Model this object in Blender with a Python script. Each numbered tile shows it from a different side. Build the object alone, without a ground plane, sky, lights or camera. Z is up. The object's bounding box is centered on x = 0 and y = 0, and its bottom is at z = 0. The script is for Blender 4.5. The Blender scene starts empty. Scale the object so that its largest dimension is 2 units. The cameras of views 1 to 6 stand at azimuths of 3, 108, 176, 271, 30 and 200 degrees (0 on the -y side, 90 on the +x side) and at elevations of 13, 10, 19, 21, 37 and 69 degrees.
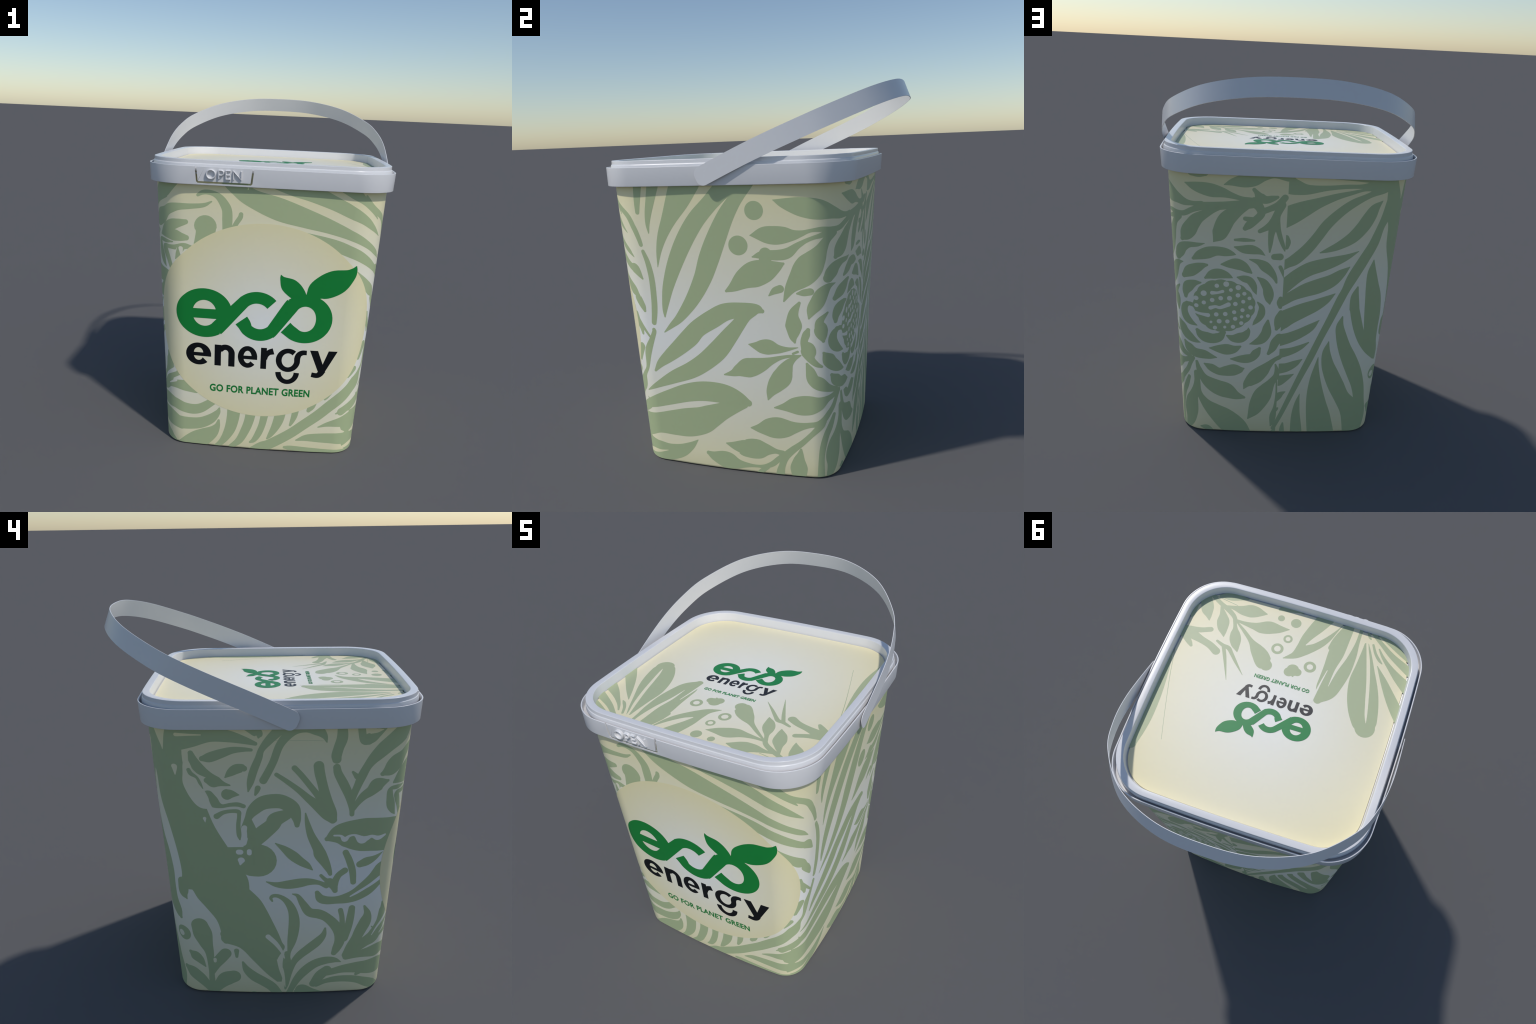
"""A square plastic bucket with a lid, a hinged strap handle and an all-round botanical print."""
import bpy, bmesh, math
from mathutils import Vector
from mathutils.geometry import tessellate_polygon

# ------------------------------------------------------------------ dimensions (metres)
YC = -0.093             # the bucket body sits forward of the frame's centre: the handle leans back
BOW = 0.08              # each side bows outward: half the angle its shallow arc spans
HB, HT = 0.560, 0.640   # half width of the body (middle of a side) at the foot and under the rim
RB, RT = 0.133, 0.195   # corner radius at the foot and under the rim
ZT = 1.51               # height at which HT and RT are measured
FLAT = 0.44             # half length of a side in print coordinates
ARC = 0.22              # length of a corner in print coordinates
SIDE = 2 * FLAT + ARC   # one side with its corner in print coordinates
FOOT = 0.016            # radius of the rounded foot edge
NARC, NSIDE = 18, 14

scene = bpy.context.scene


def link(ob, parent=None):
    scene.collection.objects.link(ob)
    if parent is not None:
        ob.parent = parent
    return ob


# ------------------------------------------------------------------ the surface of the body
def bowed_square(w, r, bow):
    """Radius of the side arcs and distance of the corner centres for a rounded square with bowed sides."""
    c, s = math.cos(bow), math.sin(bow)
    big = (w - r * (c - s)) / (1 + s - c)
    return big, (big - r) * s


def half_width(z):
    return HB + (HT - HB) * z / ZT


def wall_point(s, z, off=0.0):
    """Point and normal of the body's outer face: s runs round the body (front, right, back, left), z is the height."""
    k = math.floor((s + SIDE / 2) / SIDE)
    t = s - k * SIDE                       # -SIDE/2 .. SIDE/2 about the middle of side k
    w, r = half_width(z), RB + (RT - RB) * z / ZT
    big, cc = bowed_square(w, r, BOW)
    if z < FOOT:
        off -= FOOT - math.sqrt(max(0.0, FOOT ** 2 - (FOOT - z) ** 2))
    if abs(t) <= FLAT:
        a = BOW * t / FLAT
        x, y = (big + off) * math.sin(a), big - w - (big + off) * math.cos(a)
    else:
        g = 1 if t > 0 else -1
        a = g * (BOW + (abs(t) - FLAT) / ARC * (math.pi / 2 - 2 * BOW))
        x, y = cc * g + (r + off) * math.sin(a), -cc - (r + off) * math.cos(a)
    nx, ny = math.sin(a), -math.cos(a)
    c, sn = ((1, 0), (0, 1), (-1, 0), (0, -1))[k % 4]
    return (Vector((x * c - y * sn, x * sn + y * c + YC, z)),
            Vector((nx * c - ny * sn, nx * sn + ny * c, -0.053)).normalized())


def columns(first, last):
    cols = []
    for k in range(first, last):
        cols += [k * SIDE - FLAT + 2 * FLAT * i / NSIDE for i in range(NSIDE + 1)]
        cols += [k * SIDE + FLAT + ARC * i / NARC for i in range(1, NARC)]
    return cols


# ------------------------------------------------------------------ meshes
def square_ring(hw, r, z, n=14, bow=0.03):
    """Rounded square of half width hw (middle of a side) and corner radius r, its sides slightly bowed."""
    big, cc = bowed_square(hw, r, bow)
    quarter = [((big * math.sin(a)), big - hw - big * math.cos(a)) for a in (bow * (2 * i / 8 - 1) for i in range(9))]
    quarter += [(cc + r * math.sin(a), -cc - r * math.cos(a)) for a in (bow + (math.pi / 2 - 2 * bow) * i / n for i in range(1, n))]
    return [Vector((x * c - y * s, x * s + y * c + YC, z)) for c, s in ((1, 0), (0, 1), (-1, 0), (0, -1)) for x, y in quarter]


def loft_rings(name, rings, mat, parent, closed=False, cap_end=False, cap_start=False, angle=35):
    bm = bmesh.new()
    rows = [[bm.verts.new(p) for p in ring] for ring in rings]
    pairs = list(zip(rows, rows[1:])) + ([(rows[-1], rows[0])] if closed else [])
    for a, b in pairs:
        n = len(a)
        for i in range(n):
            bm.faces.new((a[i], a[(i + 1) % n], b[(i + 1) % n], b[i]))
    if cap_end:
        bm.faces.new(rows[-1])
    if cap_start:
        bm.faces.new(rows[0][::-1])
    bmesh.ops.recalc_face_normals(bm, faces=bm.faces)
    return finish(name, bm, mat, parent, angle)


def finish(name, bm, mat, parent, angle=35):
    me = bpy.data.meshes.new(name)
    bm.to_mesh(me)
    bm.free()
    me.materials.append(mat)
    for p in me.polygons:
        p.use_smooth = True
    me.set_sharp_from_angle(angle=math.radians(angle))
    return link(bpy.data.objects.new(name, me), parent)


def rounded_profile(pts, radius, n=4):
    """Round the corners of a closed (half width, height, corner radius) profile."""
    out = []
    m = len(pts)
    for i in range(m):
        p, a, b = Vector(pts[i][:2]), Vector(pts[i - 1][:2]), Vector(pts[(i + 1) % m][:2])
        rad = pts[i][3] if len(pts[i]) > 3 else radius
        da, db = (a - p), (b - p)
        la, lb = min(rad, da.length * 0.45), min(rad, db.length * 0.45)
        p0, p1 = p + da.normalized() * la, p + db.normalized() * lb
        for j in range(n + 1):
            t = j / n
            q = p0 * (1 - t) ** 2 + p * 2 * t * (1 - t) + p1 * t * t
            out.append((q.x, q.y, pts[i][2] + (q.x - p.x)))
    return out


# ------------------------------------------------------------------ materials
def material(name, rough, spec=0.5, coat=0.0):
    m = bpy.data.materials.new(name)
    m.use_nodes = True
    b = m.node_tree.nodes["Principled BSDF"]
    b.inputs["Roughness"].default_value = rough
    b.inputs["Specular IOR Level"].default_value = spec
    b.inputs["Coat Weight"].default_value = coat
    return m, m.node_tree, b


def grain(nt, b, colour, amount=0.02, scale=60.0, bump=0.02):
    """Fine colour grain and a faint moulded texture over a base colour socket or value."""
    N, L = nt.nodes, nt.links
    tc = N.new("ShaderNodeTexCoord")
    no = N.new("ShaderNodeTexNoise")
    no.inputs["Scale"].default_value = scale
    no.inputs["Detail"].default_value = 3
    L.new(tc.outputs["Object"], no.inputs["Vector"])
    mp = N.new("ShaderNodeMapRange")
    mp.inputs["To Min"].default_value = 1 - amount
    mp.inputs["To Max"].default_value = 1 + amount
    L.new(no.outputs["Fac"], mp.inputs["Value"])
    mx = N.new("ShaderNodeMix")
    mx.data_type = "RGBA"
    mx.blend_type = "MULTIPLY"
    mx.inputs["Factor"].default_value = 1
    L.new(mp.outputs["Result"], mx.inputs["B"])
    if isinstance(colour, tuple):
        mx.inputs["A"].default_value = (*colour, 1)
    else:
        L.new(colour, mx.inputs["A"])
    L.new(mx.outputs["Result"], b.inputs["Base Color"])
    if bump:
        bp = N.new("ShaderNodeBump")
        bp.inputs["Strength"].default_value = bump
        bp.inputs["Distance"].default_value = 0.002
        L.new(no.outputs["Fac"], bp.inputs["Height"])
        L.new(bp.outputs["Normal"], b.inputs["Normal"])
    return tc


def plain(name, colour, rough, spec=0.5, bump=0.0, amount=0.012):
    m, nt, b = material(name, rough, spec)
    grain(nt, b, colour, amount=amount, bump=bump)
    return m


def glow_print(name, centre, radii, inner, outer, rough, lo=0.0, hi=1.0, spec=0.5):
    """Printed ground: pale in the middle of an ellipsoid, cream away from it (a gradient of the artwork)."""
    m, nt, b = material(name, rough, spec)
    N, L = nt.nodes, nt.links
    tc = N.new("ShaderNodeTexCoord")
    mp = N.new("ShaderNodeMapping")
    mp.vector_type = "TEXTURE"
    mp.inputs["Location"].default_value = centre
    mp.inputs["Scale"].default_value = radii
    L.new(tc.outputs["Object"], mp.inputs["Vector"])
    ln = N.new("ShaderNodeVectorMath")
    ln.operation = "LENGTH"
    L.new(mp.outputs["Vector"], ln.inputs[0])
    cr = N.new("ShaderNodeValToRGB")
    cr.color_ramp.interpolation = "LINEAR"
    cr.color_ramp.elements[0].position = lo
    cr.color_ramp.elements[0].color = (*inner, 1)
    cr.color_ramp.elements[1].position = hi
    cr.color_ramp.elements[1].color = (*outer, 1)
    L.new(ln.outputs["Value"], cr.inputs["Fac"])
    grain(nt, b, cr.outputs["Color"], amount=0.01, bump=0)
    return m


WHITE = plain("white_plastic", (0.78, 0.77, 0.775), 0.26, bump=0.006)
STRAP = plain("white_strap_plastic", (0.78, 0.77, 0.775), 0.30, bump=0.006)
WALL_PRINT = glow_print("cream_wall_print", (0, YC - 0.6, 0.74), (40, 3.2, 0.80), (0.97, 0.955, 0.915), (0.93, 0.85, 0.50), 0.45, spec=0.25)
LABEL_PRINT = glow_print("cream_label_print", (0.0, YC - 0.6, 0.76), (0.60, 40, 0.58), (0.95, 0.95, 0.92), (0.93, 0.84, 0.50), 0.45, spec=0.25)
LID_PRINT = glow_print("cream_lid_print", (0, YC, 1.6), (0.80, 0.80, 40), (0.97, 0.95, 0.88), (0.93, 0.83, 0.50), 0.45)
LEAF_INK = plain("sage_green_ink", (0.485, 0.565, 0.317), 0.45, spec=0.25)
LID_LEAF_INK = plain("pale_sage_green_ink", (0.495, 0.553, 0.33), 0.45)
LOGO_INK = plain("bright_green_ink", (0.008, 0.245, 0.043), 0.45, spec=0.25)
LID_LOGO_INK = plain("lid_green_ink", (0.008, 0.257, 0.062), 0.45)  # same green ink as LOGO_INK, gloss haze on the lid lightens its colour
WORD_INK = plain("black_ink", (0.005, 0.006, 0.008), 0.45, spec=0.2)
LID_WORD_INK = plain("hazed_black_ink", (0.02, 0.021, 0.027), 0.45)  # same black ink as WORD_INK, the lid's gloss haze painted in as grey

# ------------------------------------------------------------------ the thing
bucket = link(bpy.data.objects.new("lidded_bucket", None))
bucket["label"] = "square white lidded plastic bucket with green leaf print and strap handle"
bucket["category"] = "plastic bucket"


def build_wall():
    cols = columns(0, 4)
    rings = [[wall_point(s, z)[0] for s in cols] for z in
             [0.0, 0.0005, 0.003, 0.007, 0.011, FOOT] + [FOOT + (1.60 - FOOT) * i / 24 for i in range(1, 25)]]
    inner = [[wall_point(s, z, -0.012)[0] for s in cols] for z in (1.60, 0.8, 0.03)]
    foot = [[Vector((p.x * f, (p.y - YC) * f + YC, z)) for p in rings[0]] for f, z in ((0.93, 0.004), (0.9, 0.006))]
    return loft_rings("wall", foot[::-1] + rings + inner, WALL_PRINT, bucket, cap_end=True, cap_start=True, angle=50)


wall = build_wall()

# ------------------------------------------------------------------ rim band with the tear-off tab
BZ0, BZ1 = 1.522, 1.617


def band_half(z):
    return 0.6614 + (0.6703 - 0.6614) * (z - BZ0) / (BZ1 - BZ0)


def build_band():
    prof = [(band_half(BZ0), BZ0, 0.201, 0.003), (band_half(BZ1), BZ1, 0.226, 0.0018),
            (band_half(BZ1) - 0.0062, BZ1, 0.220, 0.0018), (band_half(1.585) - 0.0075, 1.585, 0.212, 0.002),
            (0.606, 1.583, 0.172, 0.001), (0.606, 1.575, 0.172, 0.001),
            (band_half(1.575) - 0.0085, 1.577, 0.209, 0.002), (band_half(BZ0) - 0.007, BZ0, 0.195, 0.002)]
    rings = [square_ring(h, r, z, 18, 0.04) for h, z, r in rounded_profile(prof, 0.002)]
    return loft_rings("rim_band", rings, WHITE, bucket, closed=True, angle=40)


band = build_band()

# ------------------------------------------------------------------ lid
LZ, PZ = 1.650, 1.603


def build_lid():
    prof = [(0.600, PZ - 0.008, 0.19), (0.6085, PZ - 0.006, 0.198, 0.001), (0.6135, LZ - 0.001, 0.204, 0.0035), (0.6475, LZ, 0.230, 0.003),
            (0.6475, 1.630, 0.230, 0.003), (0.6510, 1.6275, 0.233, 0.002), (0.6540, 1.606, 0.234, 0.003),
            (0.6500, 1.592, 0.230, 0.002), (0.600, 1.590, 0.19)]
    rings = [square_ring(h, r, z, 18) for h, z, r in rounded_profile(prof, 0.002)]
    return loft_rings("lid", rings, WHITE, bucket, closed=True, angle=40)


lid = build_lid()


def build_lid_panel():
    """The printed sheet: it lies in the lid's well with a narrow gutter all round."""
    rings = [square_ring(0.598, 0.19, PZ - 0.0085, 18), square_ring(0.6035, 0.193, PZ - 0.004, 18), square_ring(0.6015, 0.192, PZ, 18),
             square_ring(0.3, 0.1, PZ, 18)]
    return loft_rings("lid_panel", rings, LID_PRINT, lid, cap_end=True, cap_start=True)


lid_panel = build_lid_panel()


def spline(pts, n=10):
    """Catmull-Rom through the points (tuples of any length)."""
    P = [Vector(p) for p in pts]
    if len(P) == 2:
        return [P[0].lerp(P[1], i / n) for i in range(n + 1)]
    P = [P[0] * 2 - P[1]] + P + [P[-1] * 2 - P[-2]]
    out = []
    for i in range(1, len(P) - 2):
        a, b, c, d = P[i - 1:i + 3]
        for j in range(n):
            t = j / n
            out.append(0.5 * (2 * b + (c - a) * t + (2 * a - 5 * b + 4 * c - d) * t * t + (3 * b - 3 * c + d - a) * t ** 3))
    out.append(P[-2].copy())
    return out


# ------------------------------------------------------------------ strap handle
def build_handle():
    lean, twist, thick = 0.4128, -0.0367, 0.0030
    yp, zp = -0.1362, 1.5688
    half = [(0.6786, -0.034), (0.6780, 0.0), (0.6735, 0.30), (0.643, 0.50), (0.5822, 0.6572), (0.43, 0.8398), (0.22, 0.9463)]
    path = spline(half + [(0, 0.9707)] + [(-x, d) for x, d in half[::-1]], 14)
    ca, sa = math.cos(lean), math.sin(lean)
    n = len(path)
    bm = bmesh.new()
    rows = []
    for i, p in enumerate(path):
        t = (path[min(i + 1, n - 1)] - path[max(i - 1, 0)]).normalized()
        out2 = Vector((t[1], -t[0]))          # outward normal in the plane of the bow
        reach = p[1] / 0.9
        half_w = (0.0933 + (0.0902 - 0.0933) * reach) / 2
        lift = 0.0033 * math.sin(2 * math.pi * reach)
        e = min((path[0] - p).length, (path[-1] - p).length)
        rc = 0.036                            # the ends are rounded off
        if e < rc:
            half_w = max(half_w - rc + math.sqrt(max(0, rc ** 2 - (rc - e) ** 2)), 0.006)
        tilt = lean + twist * reach
        row = []
        for u, v in ((-half_w, -thick / 2), (half_w, -thick / 2), (half_w, thick / 2), (-half_w, thick / 2)):
            x, d = p[0] + out2[0] * v, p[1] + out2[1] * v
            row.append(bm.verts.new((x, yp + d * ca - lift * sa - math.sin(tilt) * u, zp + d * sa + lift * ca + math.cos(tilt) * u)))
        rows.append(row)
    for a, b in zip(rows, rows[1:]):
        for i in range(4):
            bm.faces.new((a[i], a[(i + 1) % 4], b[(i + 1) % 4], b[i]))
    bm.faces.new(rows[0][::-1])
    bm.faces.new(rows[-1])
    bmesh.ops.recalc_face_normals(bm, faces=bm.faces)
    h = finish("handle", bm, STRAP, bucket, 30)
    for sx in (1, -1):
        bm = bmesh.new()
        bmesh.ops.create_cone(bm, cap_ends=True, segments=32, radius1=0.024, radius2=0.024, depth=0.022)
        for v in bm.verts:
            v.co = Vector((v.co.z * sx + 0.666 * sx, yp + 0.012 + v.co.x, zp + 0.004 + v.co.y))
        finish("hinge_pin", bm, WHITE, h, 30)
    return h


handle = build_handle()

# ------------------------------------------------------------------ the tear-off tab of the rim band
def cut_tab():
    """Cut the slit round the tab clean through the front of the band: two slanted sides and a foot."""
    outline = [(-0.3815, 1.635), (-0.3795, 1.597), (-0.3735, 1.5395), (-0.370, 1.5365), (-0.095, 1.5365), (-0.0925, 1.5395), (-0.0865, 1.597), (-0.0835, 1.635)]
    wd = 0.0048
    bm = bmesh.new()
    n = len(outline)
    rows = []
    for i, (x, z) in enumerate(outline):
        a, b = outline[max(i - 1, 0)], outline[min(i + 1, n - 1)]
        t = Vector((b[0] - a[0], b[1] - a[1])).normalized()
        nx, nz = -t.y * wd, t.x * wd
        y0, y1 = -0.80, YC - 0.640
        rows.append([bm.verts.new(c) for c in ((x + nx, y0, z + nz), (x - nx, y0, z - nz), (x - nx, y1, z - nz), (x + nx, y1, z + nz))])
    for a, b in zip(rows, rows[1:]):
        for i in range(4):
            bm.faces.new((a[i], a[(i + 1) % 4], b[(i + 1) % 4], b[i]))
    bm.faces.new(rows[0][::-1])
    bm.faces.new(rows[-1])
    bmesh.ops.recalc_face_normals(bm, faces=bm.faces)
    cutter = finish("slit_cutter", bm, WHITE, None)
    mod = band.modifiers.new("slit", "BOOLEAN")
    mod.object = cutter
    mod.operation = "DIFFERENCE"
    mod.solver = "FAST"
    dg = bpy.context.evaluated_depsgraph_get()
    me = bpy.data.meshes.new_from_object(band.evaluated_get(dg))
    band.modifiers.clear()
    band.data = me
    me.set_sharp_from_angle(angle=math.radians(40))
    bpy.data.objects.remove(cutter)


cut_tab()


def raised_letter(strokes, depth=0.0105, radius=0.0046):
    """A moulded letter: half-round strokes standing out of the tab."""
    cu = bpy.data.curves.new("letter", "CURVE")
    cu.dimensions = "3D"
    cu.bevel_depth = radius
    cu.bevel_resolution = 4
    cu.use_fill_caps = True
    for pts, closed in strokes:
        sp = cu.splines.new("POLY")
        sp.points.add(len(pts) - 1)
        for p, (x, z) in zip(sp.points, pts):
            p.co = (x, z, 0, 1)
        sp.use_cyclic_u = closed
    ob = link(bpy.data.objects.new("letter", cu))
    dg = bpy.context.evaluated_depsgraph_get()
    me = bpy.data.meshes.new_from_object(ob.evaluated_get(dg))
    bpy.data.objects.remove(ob)
    for v in me.vertices:
        x, z, h = v.co
        v.co = (x, YC - band_half(z) + 0.0005 - h * depth / radius, z)
    me.flip_normals()
    me.materials.clear()
    me.materials.append(WHITE)
    for p in me.polygons:
        p.use_smooth = True
    me.set_sharp_from_angle(angle=math.radians(50))
    return link(bpy.data.objects.new("raised_letter", me), band)


def arc_pts(cx, cz, rx, rz, a0, a1, n=28):
    return [(cx + rx * math.cos(math.radians(a0 + (a1 - a0) * i / n)), cz + rz * math.sin(math.radians(a0 + (a1 - a0) * i / n))) for i in range(n + 1)]


Z0, Z1, ZM = 1.5585, 1.6015, 1.5795
raised_letter([(arc_pts(-0.3008, 1.580, 0.0225, 0.0225, 0, 350, 40), True)])
raised_letter([([(-0.2605, Z0), (-0.2605, Z1)], False),
               ([(-0.2605, Z1)] + arc_pts(-0.247, (Z1 + 1.5775) / 2, 0.011, (Z1 - 1.5775) / 2, 90, -90, 14) + [(-0.2605, 1.5775)], False)])
raised_letter([([(-0.2238, Z0), (-0.2238, Z1)], False), ([(-0.2238, Z1), (-0.2005, Z1)], False), ([(-0.2238, ZM), (-0.2025, ZM)], False), ([(-0.2238, Z0), (-0.2005, Z0)], False)])
raised_letter([([(-0.1855, Z0), (-0.1855, Z1), (-0.1445, Z0), (-0.1445, Z1)], False)])

# ------------------------------------------------------------------ printing: flat ink shapes laid on a curved surface
from mathutils.geometry import delaunay_2d_cdt

COLS = columns(-1, 6)
count = {"ink": 0}


def stroke_faces(pts, flat=False, n=9):
    """A brush stroke: spine points (x, y, width) in millimetres -> small convex pieces covering it, in metres."""
    P = [Vector((a / 1000, b / 1000, w / 1000)) for a, b, w in pts]
    if len(P) == 1:
        c, r = P[0], P[0].z / 2
        return [[(c.x + r * math.cos(2 * math.pi * i / 40), c.y + r * math.sin(2 * math.pi * i / 40)) for i in range(40)]]
    S = spline(P, n)
    S = [p for i, p in enumerate(S) if i == 0 or (p.xy - S[i - 1].xy).length > 1e-5]
    m = len(S)
    rows = []
    for i, p in enumerate(S):
        t = (S[min(i + 1, m - 1)].xy - S[max(i - 1, 0)].xy).normalized()
        nn = Vector((-t.y, t.x)) * max(p.z, 0.0006) / 2
        rows.append((p.xy + nn, p.xy - nn, t))
    faces = []
    for a, b in zip(rows, rows[1:]):
        for tri in ((a[0], a[1], b[1]), (a[0], b[1], b[0])):
            faces.append([tuple(q) for q in tri])
    if not flat:
        for end, sign in ((0, -1), (-1, 1)):
            w = S[end].z
            if w > 0.003:
                l, r, t = rows[end]
                c, rad = S[end].xy, w / 2
                t = t * sign
                nn = Vector((-t.y, t.x))
                faces.append([tuple(c + nn * rad * math.cos(math.pi * k / 12) + t * rad * math.sin(math.pi * k / 12)) for k in range(13)])
    return faces


def ink(name, faces, place, off, mat, parent, columns=(), rows=(), clip=()):
    """Merge the pieces into one clean flat shape, fold it along the columns, lay it on the surface."""
    verts, polys = [], []
    for f in faces:
        area = sum(f[i - 1][0] * f[i][1] - f[i][0] * f[i - 1][1] for i in range(len(f)))
        if abs(area) < 1e-9:
            continue
        if area < 0:
            f = f[::-1]
        polys.append(list(range(len(verts), len(verts) + len(f))))
        verts += [Vector(p) for p in f]
    co, _, tris, _, _, origin = delaunay_2d_cdt(verts, [], polys, 1, 1e-6)
    tris = [t for t, o in zip(tris, origin) if o]      # holes enclosed by the strokes stay open
    bm = bmesh.new()
    vs = [bm.verts.new((c.x, c.y, 0)) for c in co]
    for t in tris:
        try:
            bm.faces.new([vs[i] for i in t])
        except ValueError:
            pass
    bmesh.ops.delete(bm, geom=[v for v in bm.verts if not v.link_faces], context="VERTS")

    def cut(co_, no_, drop):
        bmesh.ops.bisect_plane(bm, geom=bm.verts[:] + bm.edges[:] + bm.faces[:], dist=1e-7, plane_co=co_, plane_no=no_, clear_outer=drop)

    for co_, no_ in clip:
        cut(co_, no_, True)
    if not bm.faces:
        bm.free()
        return None
    lo, hi = min(v.co.x for v in bm.verts), max(v.co.x for v in bm.verts)
    for c in columns:
        if lo < c < hi:
            cut((c, 0, 0), (1, 0, 0), False)
    lo, hi = min(v.co.y for v in bm.verts), max(v.co.y for v in bm.verts)
    for r in rows:
        if lo < r < hi:
            cut((0, r, 0), (0, 1, 0), False)
    # a thin skirt takes the ink's edge down to the surface
    top = bm.faces[:]
    flatpos = {v: v.co.copy() for v in bm.verts}
    rim = [e for e in bm.edges if len(e.link_faces) == 1]
    ext = bmesh.ops.extrude_edge_only(bm, edges=rim)["geom"]
    low = [g for g in ext if isinstance(g, bmesh.types.BMVert)]
    lowset = set(low)
    normals = {}
    for v in bm.verts:
        p, nrm = place(v.co.x, v.co.y, -0.0003 if v in lowset else off)
        normals[v] = nrm
        v.co = p
    bm.normal_update()
    bm.verts.ensure_lookup_table()
    if top and top[0].normal.dot(normals[top[0].verts[0]]) < 0:
        bmesh.ops.reverse_faces(bm, faces=bm.faces[:])
    order = [normals[v] for v in bm.verts]
    me = bpy.data.meshes.new(name)
    bm.to_mesh(me)
    bm.free()
    me.materials.append(mat)
    for p in me.polygons:
        p.use_smooth = True
    me.normals_split_custom_set_from_vertices([tuple(q) for q in order])
    return link(bpy.data.objects.new(name, me), parent)


WALL_CLIP = [((0, 1.565, 0), (0, 1, 0)), ((0, 0.004, 0), (0, -1, 0))]
FOOT_ROWS = [0.007, 0.011, FOOT]


def step():
    count["ink"] += 1
    return 0.000004 * (count["ink"] % 40)


def on_wall(name, faces, off, mat):
    return ink(name, faces, wall_point, off, mat, wall, COLS, FOOT_ROWS, WALL_CLIP)


def leaf(*pts):
    return on_wall("printed_leaf", stroke_faces(pts), 0.00014 + step(), LEAF_INK)


SEAM = 2.1919       # where the wrapped print meets itself on the back: the artwork is cut off straight


def seam_leaf(pts, side):
    faces = stroke_faces(pts)
    return ink("printed_leaf", faces, wall_point, 0.00014 + step(), LEAF_INK, wall, COLS, FOOT_ROWS, WALL_CLIP + [((SEAM, 0, 0), (side, 0, 0))])


def rleaf(*pts):
    """A leaflet that runs on to the seam from the right and ends there."""
    a, b = pts[-2], pts[-1]
    d = Vector((b[0] - a[0], b[1] - a[1])).normalized() * 60
    return seam_leaf(list(pts) + [(b[0] + d.x, b[1] + d.y, b[2])], -1)


def cleaf(*pts):
    return seam_leaf(pts, -1)


def lleaf(*pts):
    return seam_leaf(pts, 1)


def gap(*pts):
    return on_wall("printed_vein", stroke_faces(pts), 0.0004 + step(), WALL_PRINT)


def over(*pts):
    return on_wall("printed_leaf", stroke_faces(pts), 0.00062, LEAF_INK)


def dot(*pts):
    return on_wall("printed_berry", stroke_faces(pts), 0.00014 + step(), LEAF_INK)


def seed(*pts):
    return on_wall("printed_seed", stroke_faces(pts), 0.0004 + step(), WALL_PRINT)


def mass(*rows):
    """A broad shape given as left and right edge at falling heights."""
    R = spline(rows, 5)
    faces = []
    for a, b in zip(R, R[1:]):
        q = [(a.y, a.x), (a.z, a.x), (b.z, b.x), (b.y, b.x)]
        q = [(x / 1000, y / 1000) for x, y in q]
        faces += [[q[0], q[1], q[2]], [q[0], q[2], q[3]]]
    return on_wall("printed_trunk", faces, 0.00014 + step(), LEAF_INK)


def flower_centre(cx, cy, rx, ry, lobes=17):
    """Scalloped disc in the middle of the flower head."""
    f = []
    for i in range(170):
        a = 2 * math.pi * i / 170
        k = 1 + 0.035 * abs(math.sin(lobes * a / 2)) - 0.03 + 0.03 * math.sin(3 * a + 1)
        f.append(((cx + rx * k * math.cos(a)) / 1000, (cy + ry * k * math.sin(a)) / 1000))
    return on_wall("printed_flower_head", [f], 0.00014 + step(), LEAF_INK)


def label_disc():
    """The round cream label on the front."""
    f = [(-0.0055 + 0.594 * math.cos(2 * math.pi * i / 180), 0.776 + 0.558 * math.sin(2 * math.pi * i / 180)) for i in range(180)]
    return on_wall("label", [f], 0.0007, LABEL_PRINT)


# the lid's print lies flat on its recessed panel; it is trimmed just inside the rim
def lid_place(x, y, off):
    return Vector((x, y + YC, PZ + off)), Vector((0, 0, 1))


LID_CLIP = [((0.612 * math.cos(a), 0.612 * math.sin(a), 0), (math.cos(a), math.sin(a), 0)) for a in (0, math.pi / 2, math.pi, -math.pi / 2)]
for k in range(4):
    for i in range(1, 6):
        a = math.pi / 2 * (k + i / 6)
        cx, cy = 0.405 * (1 if math.cos(math.pi / 4 + k * math.pi / 2) > 0 else -1), 0.405 * (1 if math.sin(math.pi / 4 + k * math.pi / 2) > 0 else -1)
        LID_CLIP.append(((cx + 0.207 * math.cos(a), cy + 0.207 * math.sin(a), 0), (math.cos(a), math.sin(a), 0)))


def on_lid(name, faces, off, mat):
    return ink(name, faces, lid_place, off, mat, lid, clip=LID_CLIP)


def lid_leaf(*pts):
    return on_lid("printed_leaf", stroke_faces(pts), 0.00014 + step(), LID_LEAF_INK)


def lid_gap(*pts):
    return on_lid("printed_vein", stroke_faces(pts), 0.0004 + step(), LID_PRINT)


def lid_dot(*pts):
    return on_lid("printed_berry", stroke_faces(pts), 0.00014 + step(), LID_LEAF_INK)


def lid_hole(*pts):
    return on_lid("printed_ring_hole", stroke_faces(pts), 0.0004 + step(), LID_PRINT)


# the logo is drawn once in the front's coordinates and repeated, smaller, on the lid
LS, LX, LY = 0.470, 0.0044, -0.331


def logo(name, strokes, wall_ink, lid_ink, flat=True, extra=()):
    faces = [f for s in strokes for f in stroke_faces(s, flat, 5)] + list(extra)
    bump = 4 * step()
    on_wall(name, faces, 0.0008 + bump, wall_ink)
    on_lid(name, [[(x * LS + LX, y * LS + LY) for x, y in f] for f in faces], 0.0006 + bump, lid_ink)


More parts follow.
